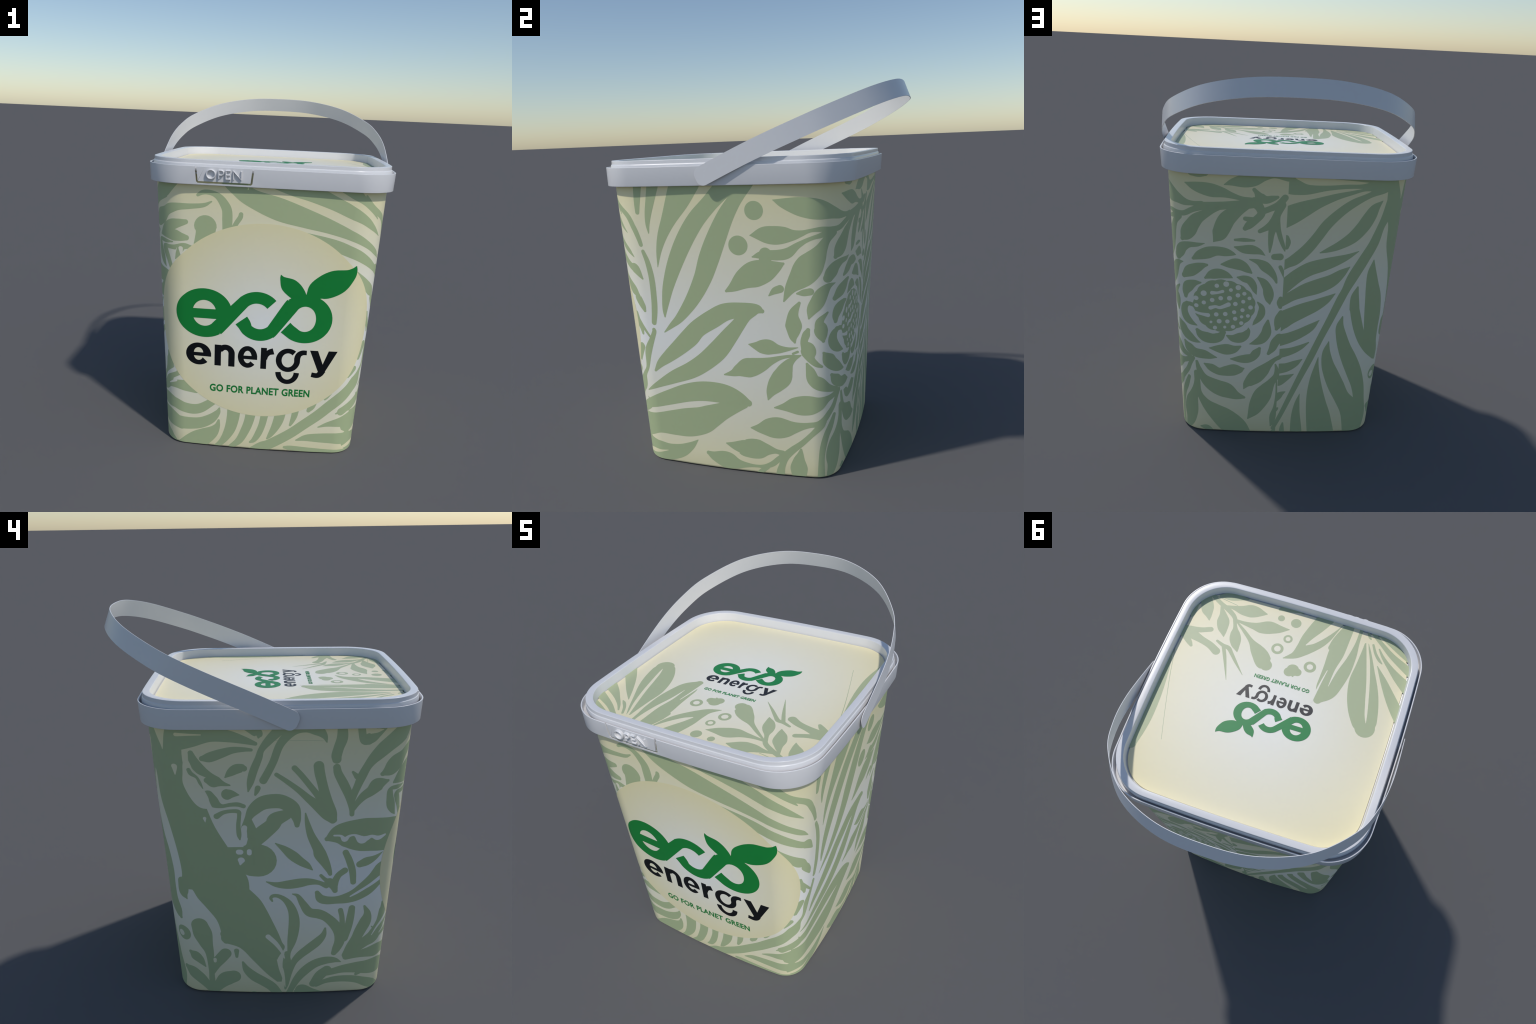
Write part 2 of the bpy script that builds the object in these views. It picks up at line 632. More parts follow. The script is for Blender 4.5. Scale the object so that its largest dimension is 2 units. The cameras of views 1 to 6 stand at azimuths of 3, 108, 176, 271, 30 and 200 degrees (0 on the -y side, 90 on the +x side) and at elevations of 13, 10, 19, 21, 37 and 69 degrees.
def slogan(text, x0, x1, y0, height, put, mat, off):
    """A line of heavy capitals fitted between x0 and x1 (metres), standing on y0; each letter its own shape."""
    cu = bpy.data.curves.new("slogan", "FONT")
    cu.size = 1.0
    cu.offset = 0.034
    cu.space_character = 1.06
    cu.resolution_u = 4
    cu.body = text
    ob = link(bpy.data.objects.new("slogan", cu))
    dg = bpy.context.evaluated_depsgraph_get()
    me = bpy.data.meshes.new_from_object(ob.evaluated_get(dg))
    bpy.data.objects.remove(ob)
    xs, ys = [v.co.x for v in me.vertices], [v.co.y for v in me.vertices]
    ax, ay = (x1 - x0) / (max(xs) - min(xs)), height / (max(ys) - min(ys))
    P = [(x0 + (v.co.x - min(xs)) * ax, y0 + (v.co.y - min(ys)) * ay) for v in me.vertices]
    # one shape per connected letter
    root = list(range(len(P)))

    def find(i):
        while root[i] != i:
            root[i] = root[root[i]]
            i = root[i]
        return i

    for p in me.polygons:
        for v in p.vertices[1:]:
            root[find(v)] = find(p.vertices[0])
    groups = {}
    for p in me.polygons:
        groups.setdefault(find(p.vertices[0]), []).append([P[v] for v in p.vertices])
    for f in groups.values():
        put("slogan_letter", f, off + step(), mat)


# ------------------------------------------------------------------ the artwork; every stroke is (along, height, width) in mm
def print_front():
    # front: top left
    leaf((-297, 1435, 8), (-338, 1414, 22), (-409, 1404, 29), (-466, 1399, 38), (-507, 1387, 52), (-535, 1368, 54), (-571, 1339, 87), (-604, 1307, 70), (-634, 1289, 23))
    leaf((-581, 1236, 6), (-540, 1278, 42), (-502, 1299, 58), (-467, 1311, 44), (-434, 1319, 27))
    leaf((-581, 1232, 4), (-534, 1240, 42), (-493, 1242, 63), (-459, 1236, 47), (-431, 1233, 30))
    leaf((-328, 1301, 121), (-331, 1263, 101), (-357, 1204, 66))
    leaf((-369, 1466, 16), (-346, 1480, 24), (-319, 1484, 26), (-284, 1477, 29), (-255, 1459, 38), (-231, 1428, 47), (-215, 1394, 52), (-212, 1343, 54), (-213, 1282, 48))
    leaf((-141, 1377, 23), (-145, 1360, 26), (-163, 1331, 26), (-180, 1299, 25))
    # front: frond from the top right
    leaf((-207, 1568, 100), (-157, 1522, 102), (-93, 1468, 95), (54, 1414, 120), (201, 1371, 100), (325, 1334, 74), (445, 1288, 50), (524, 1240, 35), (583, 1194, 28), (606, 1172, 15), (620, 1157, 4))
    leaf((21, 1580, 112), (134, 1537, 105), (224, 1505, 90), (337, 1458, 73), (419, 1420, 67), (487, 1379, 48), (539, 1335, 30), (594, 1284, 4))
    leaf((364, 1563, 71), (435, 1514, 57), (485, 1471, 32), (529, 1426, 23), (565, 1379, 5))
    leaf((200, 1280, 36), (312, 1249, 56), (390, 1224, 63), (465, 1193, 57), (524, 1156, 47), (587, 1109, 37), (619, 1094, 51), (655, 1043, 10))
    leaf((466, 1082, 48), (527, 1035, 45), (584, 981, 55), (612, 950, 30), (614, 937, 44), (637, 893, 34), (646, 868, 16))
    leaf((525, 938, 30), (578, 825, 33), (607, 777, 33), (615, 739, 16))
    # tip below
    leaf((569, 665, 22), (563, 619, 20), (557, 579, 7))
    # front: left lower (continues round the corner)
    leaf((-558, 558, 11), (-544, 520, 58), (-559, 462, 49), (-593, 408, 13), (-614, 424, 7))
    leaf((-481, 444, 33), (-525, 415, 28), (-583, 373, 25), (-680, 307, 15))
    leaf((-376, 362, 67), (-439, 370, 67), (-503, 370, 49), (-568, 355, 35), (-680, 314, 16))
    leaf((-256, 302, 40), (-301, 268, 49), (-347, 238, 57), (-393, 227, 62), (-446, 233, 62), (-508, 251, 65), (-591, 270, 37), (-660, 257, 27))
    leaf((-235, 247, 11), (-246, 218, 34), (-283, 178, 57), (-340, 147, 67), (-405, 135, 74), (-481, 135, 79), (-559, 148, 64), (-632, 163, 64), (-680, 120, 18))
    leaf((-238, 170, 14), (-247, 132, 37), (-276, 92, 75), (-328, 55, 106), (-381, 24, 113), (-470, -32, 90))
    leaf((-635, 79, 21), (-568, 45, 40), (-551, -1, 89), (-514, -18, 57))
    # front: short fronds under the disc
    leaf((-148, 264, 79), (-154, 190, 73), (-172, 115, 63), (-211, 43, 40), (-257, -3, 23))
    leaf((-46, 254, 62), (-57, 187, 56), (-78, 123, 52), (-113, 52, 43), (-161, 10, 26))
    leaf((32, 224, 44), (20, 162, 41), (0, 105, 40), (-24, 63, 30), (-46, 47, 14))
    leaf((128, 261, 62), (115, 199, 59), (95, 146, 46), (69, 98, 28), (54, 78, 11))
    leaf((214, 275, 39), (206, 229, 35), (194, 192, 24), (186, 173, 15))
    leaf((313, 331, 45), (301, 295, 41), (287, 270, 23))
    leaf((404, 395, 34), (388, 361, 22), (377, 345, 13))
    leaf((536, 527, 34), (515, 497, 18), (501, 478, 6))
    leaf((594, 662, 44), (575, 611, 27), (566, 581, 11))
    leaf((584, 849, 23), (602, 793, 22), (594, 816, 23), (662, 721, 11))
    # front: the stem and the leaflets of its right side
    leaf((-64, -25, 37), (16, 19, 61), (61, 38, 61), (127, 77, 61), (198, 125, 60), (263, 178, 60), (342, 242, 62), (409, 305, 64), (473, 362, 68), (520, 409, 68), (558, 451, 76), (586, 502, 31), (618, 550, 24), (636, 640, 43), (668, 709, 31), (688, 754, 26), (688, 766, 22))
    leaf((448, 257, 8), (489, 274, 31), (545, 302, 54), (602, 330, 35), (586, 369, 4))
    leaf((351, 168, 7), (403, 187, 28), (479, 202, 61), (561, 211, 110), (595, 223, 70), (640, 248, 64))
    leaf((227, 78, 9), (286, 96, 41), (365, 99, 57), (439, 99, 65), (515, 95, 72), (595, 93, 59), (660, 84, 54))
    leaf((160, 28, 17), (199, 26, 29), (291, 19, 31), (390, 13, 31), (497, 8, 31), (609, -6, 50), (660, 2, 25))


print_front()


def print_right():
    # right: strokes by the front corner
    leaf((488, 1503, 9), (526, 1440, 31), (606, 1378, 29), (638, 1315, 27), (659, 1258, 25), (668, 1224, 23))
    leaf((676, 1188, 21), (697, 1127, 30), (710, 1041, 34), (710, 933, 35), (705, 870, 35), (694, 807, 29))
    leaf((686, 1537, 49), (674, 1445, 34), (669, 1391, 23))
    leaf((776, 1540, 65), (749, 1450, 49), (730, 1383, 37), (721, 1329, 23), (722, 1285, 6))
    leaf((951, 1547, 155), (901, 1454, 125), (842, 1354, 79), (798, 1271, 54), (770, 1192, 30), (754, 1110, 4))
    leaf((1226, 1569, 89), (1141, 1503, 91), (1069, 1434, 83), (988, 1350, 90), (915, 1244, 92), (851, 1124, 83), (802, 1007, 63), (778, 923, 42), (768, 876, 26), (765, 843, 8))
    leaf((1301, 1585, 63), (1261, 1532, 68), (1203, 1456, 68), (1148, 1374, 84), (1092, 1265, 101), (1044, 1159, 107), (1000, 1055, 94), (934, 944, 75), (855, 846, 49), (799, 797, 28), (753, 758, 6))
    dot((1291, 1399, 92))
    dot((1202, 1229, 98))
    # right: hanging branch by the back corner
    leaf((1386, 1448, 4), (1431, 1433, 45), (1502, 1417, 86), (1567, 1404, 98), (1607, 1393, 87), (1648, 1380, 59), (1686, 1367, 39), (1721, 1364, 25), (1762, 1364, 30))
    leaf((1266, 1279, 5), (1326, 1283, 72), (1383, 1279, 90), (1434, 1280, 80), (1477, 1280, 52), (1521, 1289, 28), (1558, 1301, 17), (1599, 1305, 24), (1640, 1301, 27), (1682, 1306, 27), (1724, 1332, 28), (1766, 1350, 34))
    leaf((1272, 1173, 7), (1321, 1183, 41), (1402, 1183, 52), (1449, 1194, 51), (1493, 1227, 32), (1536, 1252, 21), (1569, 1267, 19), (1599, 1276, 25), (1631, 1290, 35))
    leaf((1125, 997, 14), (1165, 1020, 52), (1222, 1061, 103), (1276, 1086, 131), (1337, 1106, 112), (1390, 1126, 58), (1424, 1141, 13))
    leaf((1337, 1189, 62), (1334, 1130, 62))
    leaf((1420, 953, 8), (1456, 1020, 58), (1511, 1080, 119), (1547, 1130, 127), (1576, 1171, 93), (1600, 1213, 54), (1621, 1252, 37), (1653, 1285, 32))
    leaf((1346, 980, 7), (1375, 1004, 34), (1403, 1015, 40))
    leaf((1487, 993, 10), (1517, 997, 33), (1549, 1003, 36))
    # right: foliage of the flower head
    leaf((1496, 946, 15), (1472, 907, 42), (1463, 877, 58), (1464, 833, 84), (1463, 805, 72), (1461, 768, 41), (1467, 743, 12))
    leaf((1541, 868, 9), (1556, 910, 50), (1580, 948, 66), (1602, 993, 60), (1631, 1025, 32), (1665, 1038, 3))
    leaf((1627, 894, 10), (1592, 853, 37), (1595, 818, 61), (1597, 797, 64), (1602, 773, 48), (1607, 749, 16))
    leaf((1536, 810, 20), (1526, 785, 38), (1515, 747, 39), (1530, 715, 72), (1537, 685, 72), (1547, 656, 41), (1573, 630, 28), (1598, 617, 14))
    leaf((1526, 632, 14), (1541, 595, 46), (1555, 549, 63), (1590, 523, 69), (1636, 497, 41), (1686, 482, 23))
    leaf((1227, 722, 6), (1261, 716, 41), (1291, 713, 71), (1334, 712, 80), (1381, 704, 47), (1430, 706, 21), (1482, 716, 4))
    leaf((1456, 683, 12), (1480, 694, 13))
    leaf((1081, 548, 7), (1129, 560, 36), (1162, 576, 66), (1205, 592, 103), (1244, 602, 98), (1289, 617, 75), (1340, 639, 41), (1389, 658, 22), (1434, 668, 16), (1473, 670, 15), (1498, 677, 3))
    leaf((1315, 427, 7), (1332, 471, 52), (1360, 512, 87), (1394, 554, 102), (1415, 599, 77), (1435, 633, 46), (1463, 657, 23), (1496, 675, 4))
    # right: large split leaves
    leaf((669, 535, 14), (707, 580, 44), (765, 627, 68), (831, 680, 86), (899, 739, 99), (952, 792, 93), (1035, 845, 97), (1114, 888, 90), (1212, 903, 74), (1278, 908, 53), (1307, 899, 22))
    leaf((598, 411, 5), (675, 454, 35), (783, 509, 71), (890, 557, 90), (976, 612, 98), (1055, 680, 104), (1125, 761, 88), (1171, 816, 72), (1215, 869, 62), (1262, 895, 43))
    leaf((480, 269, 48), (572, 322, 48), (662, 358, 70), (758, 393, 87), (850, 424, 101), (938, 442, 110), (1022, 444, 113), (1092, 435, 107), (1156, 416, 82), (1206, 399, 37))
    leaf((540, 219, 70), (542, 201, 137), (642, 224, 119), (742, 237, 144), (834, 250, 164), (922, 272, 155), (987, 305, 129), (1052, 339, 98), (1115, 369, 77), (1176, 394, 56))
    leaf((891, 154, 4), (843, 113, 44), (782, 78, 76), (712, 60, 96), (634, 56, 122), (556, 64, 91), (540, 100, 80))
    gap((691, 65, 3), (639, 54, 15), (578, 47, 26), (512, 36, 16))
    # right: lower branch
    leaf((1347, 385, 7), (1398, 392, 42), (1449, 401, 88), (1497, 405, 106), (1542, 410, 101), (1585, 419, 74), (1627, 439, 37), (1654, 450, 30), (1687, 467, 29))
    leaf((1212, 261, 8), (1258, 262, 53), (1309, 269, 104), (1359, 273, 119), (1404, 275, 102), (1451, 282, 64), (1497, 292, 38), (1539, 301, 29), (1578, 307, 32), (1610, 328, 33), (1638, 360, 31), (1665, 395, 28), (1684, 437, 25), (1702, 473, 27))
    leaf((1672, 346, 22), (1648, 288, 35), (1624, 240, 36), (1605, 178, 37), (1595, 109, 35), (1592, -7, 47))
    leaf((1064, 156, 9), (1109, 147, 49), (1159, 143, 86), (1172, 139, 100), (1216, 141, 114), (1259, 142, 105), (1302, 143, 61), (1345, 138, 28), (1381, 129, 34))
    leaf((1610, 317, 29), (1591, 295, 38), (1538, 244, 28), (1488, 196, 30), (1432, 150, 38), (1394, 111, 43), (1376, 63, 36), (1365, 23, 45), (1361, -23, 48))
    leaf((949, 86, 24), (984, 71, 58), (1035, 61, 95), (1080, 52, 96), (1130, 42, 53), (1185, 41, 25), (1232, 41, 16), (1276, 44, 23), (1320, 63, 30), (1353, 91, 31), (1386, 119, 30))
    leaf((1292, 43, 26), (1246, 4, 27), (1219, -39, 28))
    leaf((1481, 159, 13), (1477, 132, 35), (1470, 99, 64), (1467, 60, 92), (1466, 27, 87), (1464, -24, 58))


print_right()


def print_back():
    # back: branch at the top
    leaf((1694, 1466, 6), (1731, 1455, 42), (1772, 1445, 63), (1819, 1436, 68), (1867, 1428, 51), (1909, 1416, 33), (1960, 1402, 23), (2008, 1394, 30))
    leaf((2041, 1381, 45), (1985, 1373, 47), (1926, 1370, 36), (1866, 1360, 42), (1795, 1355, 42), (1749, 1354, 40))
    leaf((1665, 1166, 22), (1682, 1188, 60), (1701, 1218, 74), (1721, 1254, 65), (1743, 1286, 57), (1778, 1312, 46), (1819, 1338, 37), (1862, 1357, 29))
    leaf((1824, 1168, 8), (1847, 1200, 68), (1862, 1231, 83), (1877, 1267, 87), (1893, 1294, 84), (1920, 1320, 73), (1957, 1347, 53), (1994, 1374, 44))
    leaf((2023, 1450, 19), (2036, 1435, 26), (2054, 1411, 49), (2083, 1400, 41), (2116, 1408, 31), (2140, 1416, 16))
    leaf((2027, 1385, 54), (2051, 1361, 46), (2062, 1327, 40), (2035, 1293, 39), (2002, 1264, 41), (1983, 1246, 25))
    leaf((1982, 1298, 22), (2015, 1292, 32))
    leaf((2067, 1338, 32), (2104, 1354, 31), (2146, 1376, 37), (2177, 1414, 34))
    leaf((2163, 1376, 43), (2141, 1325, 39), (2127, 1279, 54), (2089, 1252, 31), (2058, 1234, 22))
    leaf((2129, 1279, 53), (2117, 1222, 33), (2114, 1170, 24), (2112, 1123, 9))
    leaf((2138, 1284, 43), (2152, 1239, 27), (2165, 1198, 24), (2181, 1157, 19), (2190, 1131, 6))
    cleaf((2194, 1204, 29), (2203, 1179, 30), (2197, 1152, 25))
    leaf((1876, 1469, 5), (1917, 1483, 38), (1973, 1493, 69), (2019, 1507, 79), (2065, 1528, 67), (2120, 1540, 57), (2189, 1538, 81))
    leaf((1724, 1522, 34), (1752, 1523, 45), (1782, 1524, 34))
    # back: flower head petals
    leaf((1933, 1182, 13), (1979, 1184, 21), (2031, 1182, 10))
    leaf((1931, 1143, 8), (1975, 1133, 42), (2020, 1132, 50), (2059, 1122, 31), (2089, 1103, 3))
    leaf((1777, 1155, 3), (1742, 1146, 22), (1701, 1140, 33), (1667, 1121, 52), (1646, 1093, 61), (1630, 1067, 48))
    leaf((1722, 1068, 17), (1755, 1090, 52), (1793, 1105, 64), (1838, 1116, 51), (1887, 1112, 45), (1922, 1105, 22), (1938, 1101, 3))
    leaf((1665, 961, 27), (1701, 993, 62), (1740, 1019, 52), (1768, 1032, 31), (1788, 1036, 14))
    leaf((1864, 1044, 9), (1898, 1047, 40), (1937, 1050, 61), (1972, 1040, 55), (2000, 1020, 37), (2021, 1003, 11))
    leaf((1780, 964, 14), (1813, 983, 50), (1848, 991, 56), (1883, 986, 43), (1908, 977, 23), (1923, 970, 4))
    leaf((2011, 1078, 7), (2056, 1065, 32), (2090, 1042, 55), (2124, 1010, 42), (2145, 979, 26), (2155, 952, 11))
    leaf((1948, 975, 8), (1979, 969, 36), (2012, 959, 41), (2033, 930, 38), (2042, 903, 25), (2051, 881, 4))
    leaf((2055, 978, 8), (2085, 954, 38), (2107, 920, 49), (2116, 885, 56), (2120, 851, 40), (2124, 829, 11))
    lleaf((2171, 1041, 20), (2183, 1016, 19), (2192, 980, 3))
    leaf((2137, 1097, 33), (2167, 1098, 38))
    lleaf((2182, 861, 23), (2178, 836, 32), (2183, 812, 24))
    leaf((1754, 934, 10), (1724, 929, 36), (1691, 906, 59), (1673, 873, 45), (1671, 843, 23))
    leaf((1697, 808, 14), (1666, 786, 37), (1656, 751, 51), (1667, 720, 54), (1694, 697, 39), (1732, 680, 5))
    leaf((1677, 803, 22), (1717, 799, 24), (1737, 777, 26), (1772, 766, 23))
    flower_centre(1877, 806, 167, 154)
    leaf((1608, 688, 13), (1631, 655, 65), (1655, 626, 65), (1690, 602, 53), (1722, 586, 28), (1748, 577, 4))
    leaf((1733, 653, 20), (1752, 629, 46), (1781, 613, 62), (1818, 606, 59), (1853, 617, 53), (1877, 645, 27))
    leaf((1897, 627, 11), (1930, 613, 44), (1967, 617, 61), (1995, 633, 50), (2012, 660, 27), (2014, 679, 5))
    leaf((2060, 834, 9), (2081, 807, 29), (2082, 772, 41), (2071, 743, 36), (2051, 717, 24), (2037, 698, 4))
    leaf((2119, 727, 14), (2115, 687, 44), (2111, 649, 56), (2089, 613, 53), (2058, 594, 35), (2023, 581, 5))
    leaf((1799, 546, 6), (1845, 544, 44), (1893, 542, 66), (1936, 545, 48), (1971, 563, 13))
    leaf((1651, 566, 17), (1676, 538, 58), (1714, 513, 56), (1764, 505, 55), (1804, 494, 35), (1840, 488, 5))
    leaf((1918, 483, 7), (1964, 484, 40), (2007, 488, 54), (2040, 499, 48), (2062, 528, 48), (2078, 555, 19))
    leaf((1770, 446, 9), (1807, 425, 45), (1851, 401, 46), (1894, 405, 64), (1938, 414, 72), (1973, 418, 45), (1993, 425, 10))
    seed((1840, 921, 24))
    seed((1890, 933, 31))
    seed((1954, 916, 29))
    seed((1915, 900, 21))
    seed((1987, 882, 22))
    seed((2015, 856, 21))
    seed((1770, 874, 32))
    seed((1730, 843, 26))
    seed((1815, 837, 25))
    seed((1861, 850, 25))
    seed((1908, 852, 27))
    seed((1953, 871, 25))
    seed((1770, 820, 23))
    seed((1940, 820, 25))
    seed((1982, 835, 22))
    seed((1837, 753, 25))
    seed((1886, 758, 25))
    seed((1934, 771, 23))
    seed((1979, 785, 23))
    seed((2022, 803, 25))
    seed((1975, 745, 19))
    seed((2009, 752, 21))
    seed((1940, 732, 24))
    seed((1898, 714, 24))
    seed((1853, 713, 27))
    seed((1808, 706, 16))
    seed((1830, 673, 23))
    seed((1884, 679, 17))
    seed((1929, 683, 24))
    seed((1974, 707, 23))
    seed((1731, 800, 23))
    gap((1815, 879, 22), (1843, 881, 15), (1871, 890, 18))
    gap((1806, 791, 23), (1833, 799, 17), (1859, 795, 19), (1903, 815, 25))
    gap((1716, 763, 12), (1741, 755, 15), (1761, 751, 17), (1792, 746, 24))
    # back: sprays at the foot
    leaf((1999, 236, 17), (1951, 248, 56), (1898, 277, 97), (1845, 297, 94), (1798, 325, 74), (1762, 360, 46), (1738, 410, 31), (1726, 455, 17))
    leaf((1723, 383, 34), (1727, 322, 36), (1737, 254, 34), (1773, 193, 53), (1820, 146, 92), (1885, 92, 134), (1955, 26, 141), (2014, -46, 94))
    leaf((1725, 359, 29), (1717, 301, 32), (1703, 246, 54), (1684, 187, 91), (1674, 125, 105), (1668, 65, 77), (1642, 2, 34))
    leaf((1746, 28, 11), (1782, 20, 38), (1811, -22, 50))
    leaf((1996, 293, 5), (2011, 323, 41), (2027, 340, 62), (2062, 375, 87), (2101, 414, 74), (2133, 452, 44), (2164, 485, 26), (2193, 503, 26))
    leaf((2025, 94, 8), (2056, 144, 65), (2081, 200, 96), (2107, 257, 104), (2131, 302, 77), (2154, 341, 47), (2180, 382, 35), (2181, 425, 22), (2173, 456, 10))
    lleaf((2184, 351, 9), (2187, 256, 11), (2184, 178, 22), (2173, 119, 37), (2169, 73, 28), (2162, 48, 8))
    lleaf((2191, 40, 17), (2176, -1, 30))
    lleaf((2188, 779, 27), (2176, 741, 42), (2174, 700, 39), (2168, 678, 19))
    lleaf((2187, 625, 51), (2164, 594, 50), (2151, 558, 41), (2130, 525, 19))
    # back: palm frond, stem
    leaf((2739, 1580, 61), (2735, 1491, 65), (2717, 1393, 68), (2696, 1329, 50), (2674, 1270, 37), (2650, 1181, 47), (2607, 1085, 57), (2559, 987, 58), (2530, 915, 45), (2507, 860, 46), (2463, 745, 42), (2416, 628, 39), (2370, 507, 40), (2320, 384, 36), (2270, 257, 31), (2219, 127, 27), (2177, 33, 24))
    # back: palm frond, left leaflets
    rleaf((2707, 1520, 49), (2643, 1498, 50), (2563, 1484, 24), (2477, 1480, 22), (2382, 1470, 27), (2288, 1460, 51), (2231, 1469, 77), (2200, 1478, 87))
    rleaf((2704, 1535, 57), (2617, 1522, 39), (2520, 1529, 38), (2423, 1541, 48))
    rleaf((2646, 1476, 40), (2575, 1467, 16), (2506, 1448, 22), (2434, 1427, 34), (2350, 1394, 54), (2281, 1362, 82), (2234, 1338, 98), (2199, 1319, 103))
    rleaf((2720, 1514, 60), (2667, 1473, 46), (2600, 1438, 30), (2522, 1395, 43), (2459, 1345, 48), (2398, 1280, 54), (2353, 1211, 55), (2305, 1145, 59), (2247, 1087, 61), (2204, 1061, 50))
    leaf((2666, 1410, 4), (2634, 1371, 46), (2610, 1319, 67), (2581, 1267, 69), (2534, 1211, 63), (2469, 1167, 45), (2415, 1142, 27), (2374, 1126, 6))
    rleaf((2577, 1137, 4), (2522, 1106, 31), (2464, 1082, 54), (2398, 1059, 71), (2328, 1035, 76), (2271, 1000, 75), (2222, 957, 76), (2203, 937, 75))
    rleaf((2539, 1049, 4), (2498, 1012, 47), (2446, 968, 73), (2377, 936, 84), (2312, 912, 77), (2247, 880, 59), (2202, 852, 56))
    rleaf((2474, 894, 5), (2429, 858, 44), (2372, 824, 69), (2306, 793, 85), (2238, 758, 95), (2195, 731, 105), (2182, 721, 102))
    rleaf((2401, 736, 3), (2358, 693, 43), (2300, 655, 57), (2240, 626, 64), (2196, 612, 70), (2159, 597, 65))
    rleaf((2351, 598, 8), (2306, 567, 31), (2253, 542, 45), (2195, 527, 57))
    rleaf((2322, 492, 5), (2285, 465, 39), (2238, 440, 55), (2194, 430, 64))
    rleaf((2279, 396, 5), (2241, 374, 37), (2193, 351, 66), (2165, 344, 38))
    rleaf((2237, 280, 6), (2214, 266, 30), (2194, 247, 45))
    rleaf((2201, 173, 5), (2193, 162, 17))
    # back: palm frond, right leaflets
    leaf((2662, 1089, 4), (2661, 1019, 44), (2672, 945, 68), (2691, 856, 95), (2703, 756, 105), (2707, 674, 95), (2721, 588, 77), (2751, 518, 59), (2767, 476, 22))
    leaf((2595, 933, 10), (2585, 875, 45), (2590, 807, 55), (2590, 809, 52), (2607, 745, 56), (2629, 674, 55), (2660, 606, 53), (2703, 545, 50), (2754, 487, 29))
    leaf((2529, 757, 8), (2520, 699, 43), (2533, 640, 60), (2558, 567, 74), (2592, 494, 88), (2630, 411, 90), (2668, 312, 80), (2689, 211, 82), (2694, 108, 126), (2680, 24, 122))
    leaf((2466, 605, 4), (2458, 538, 45), (2471, 464, 70), (2498, 396, 87), (2534, 320, 95), (2576, 242, 93), (2636, 158, 127), (2648, 84, 115), (2653, -17, 93))
    leaf((2414, 506, 3), (2409, 446, 26), (2407, 371, 59), (2413, 283, 93), (2426, 199, 120), (2445, 113, 144), (2469, -8, 163))
    leaf((2323, 266, 3), (2313, 206, 29), (2309, 134, 49), (2313, 61, 64), (2320, -13, 72))
    leaf((2234, 67, 10), (2231, 34, 26), (2232, -13, 31))


print_back()


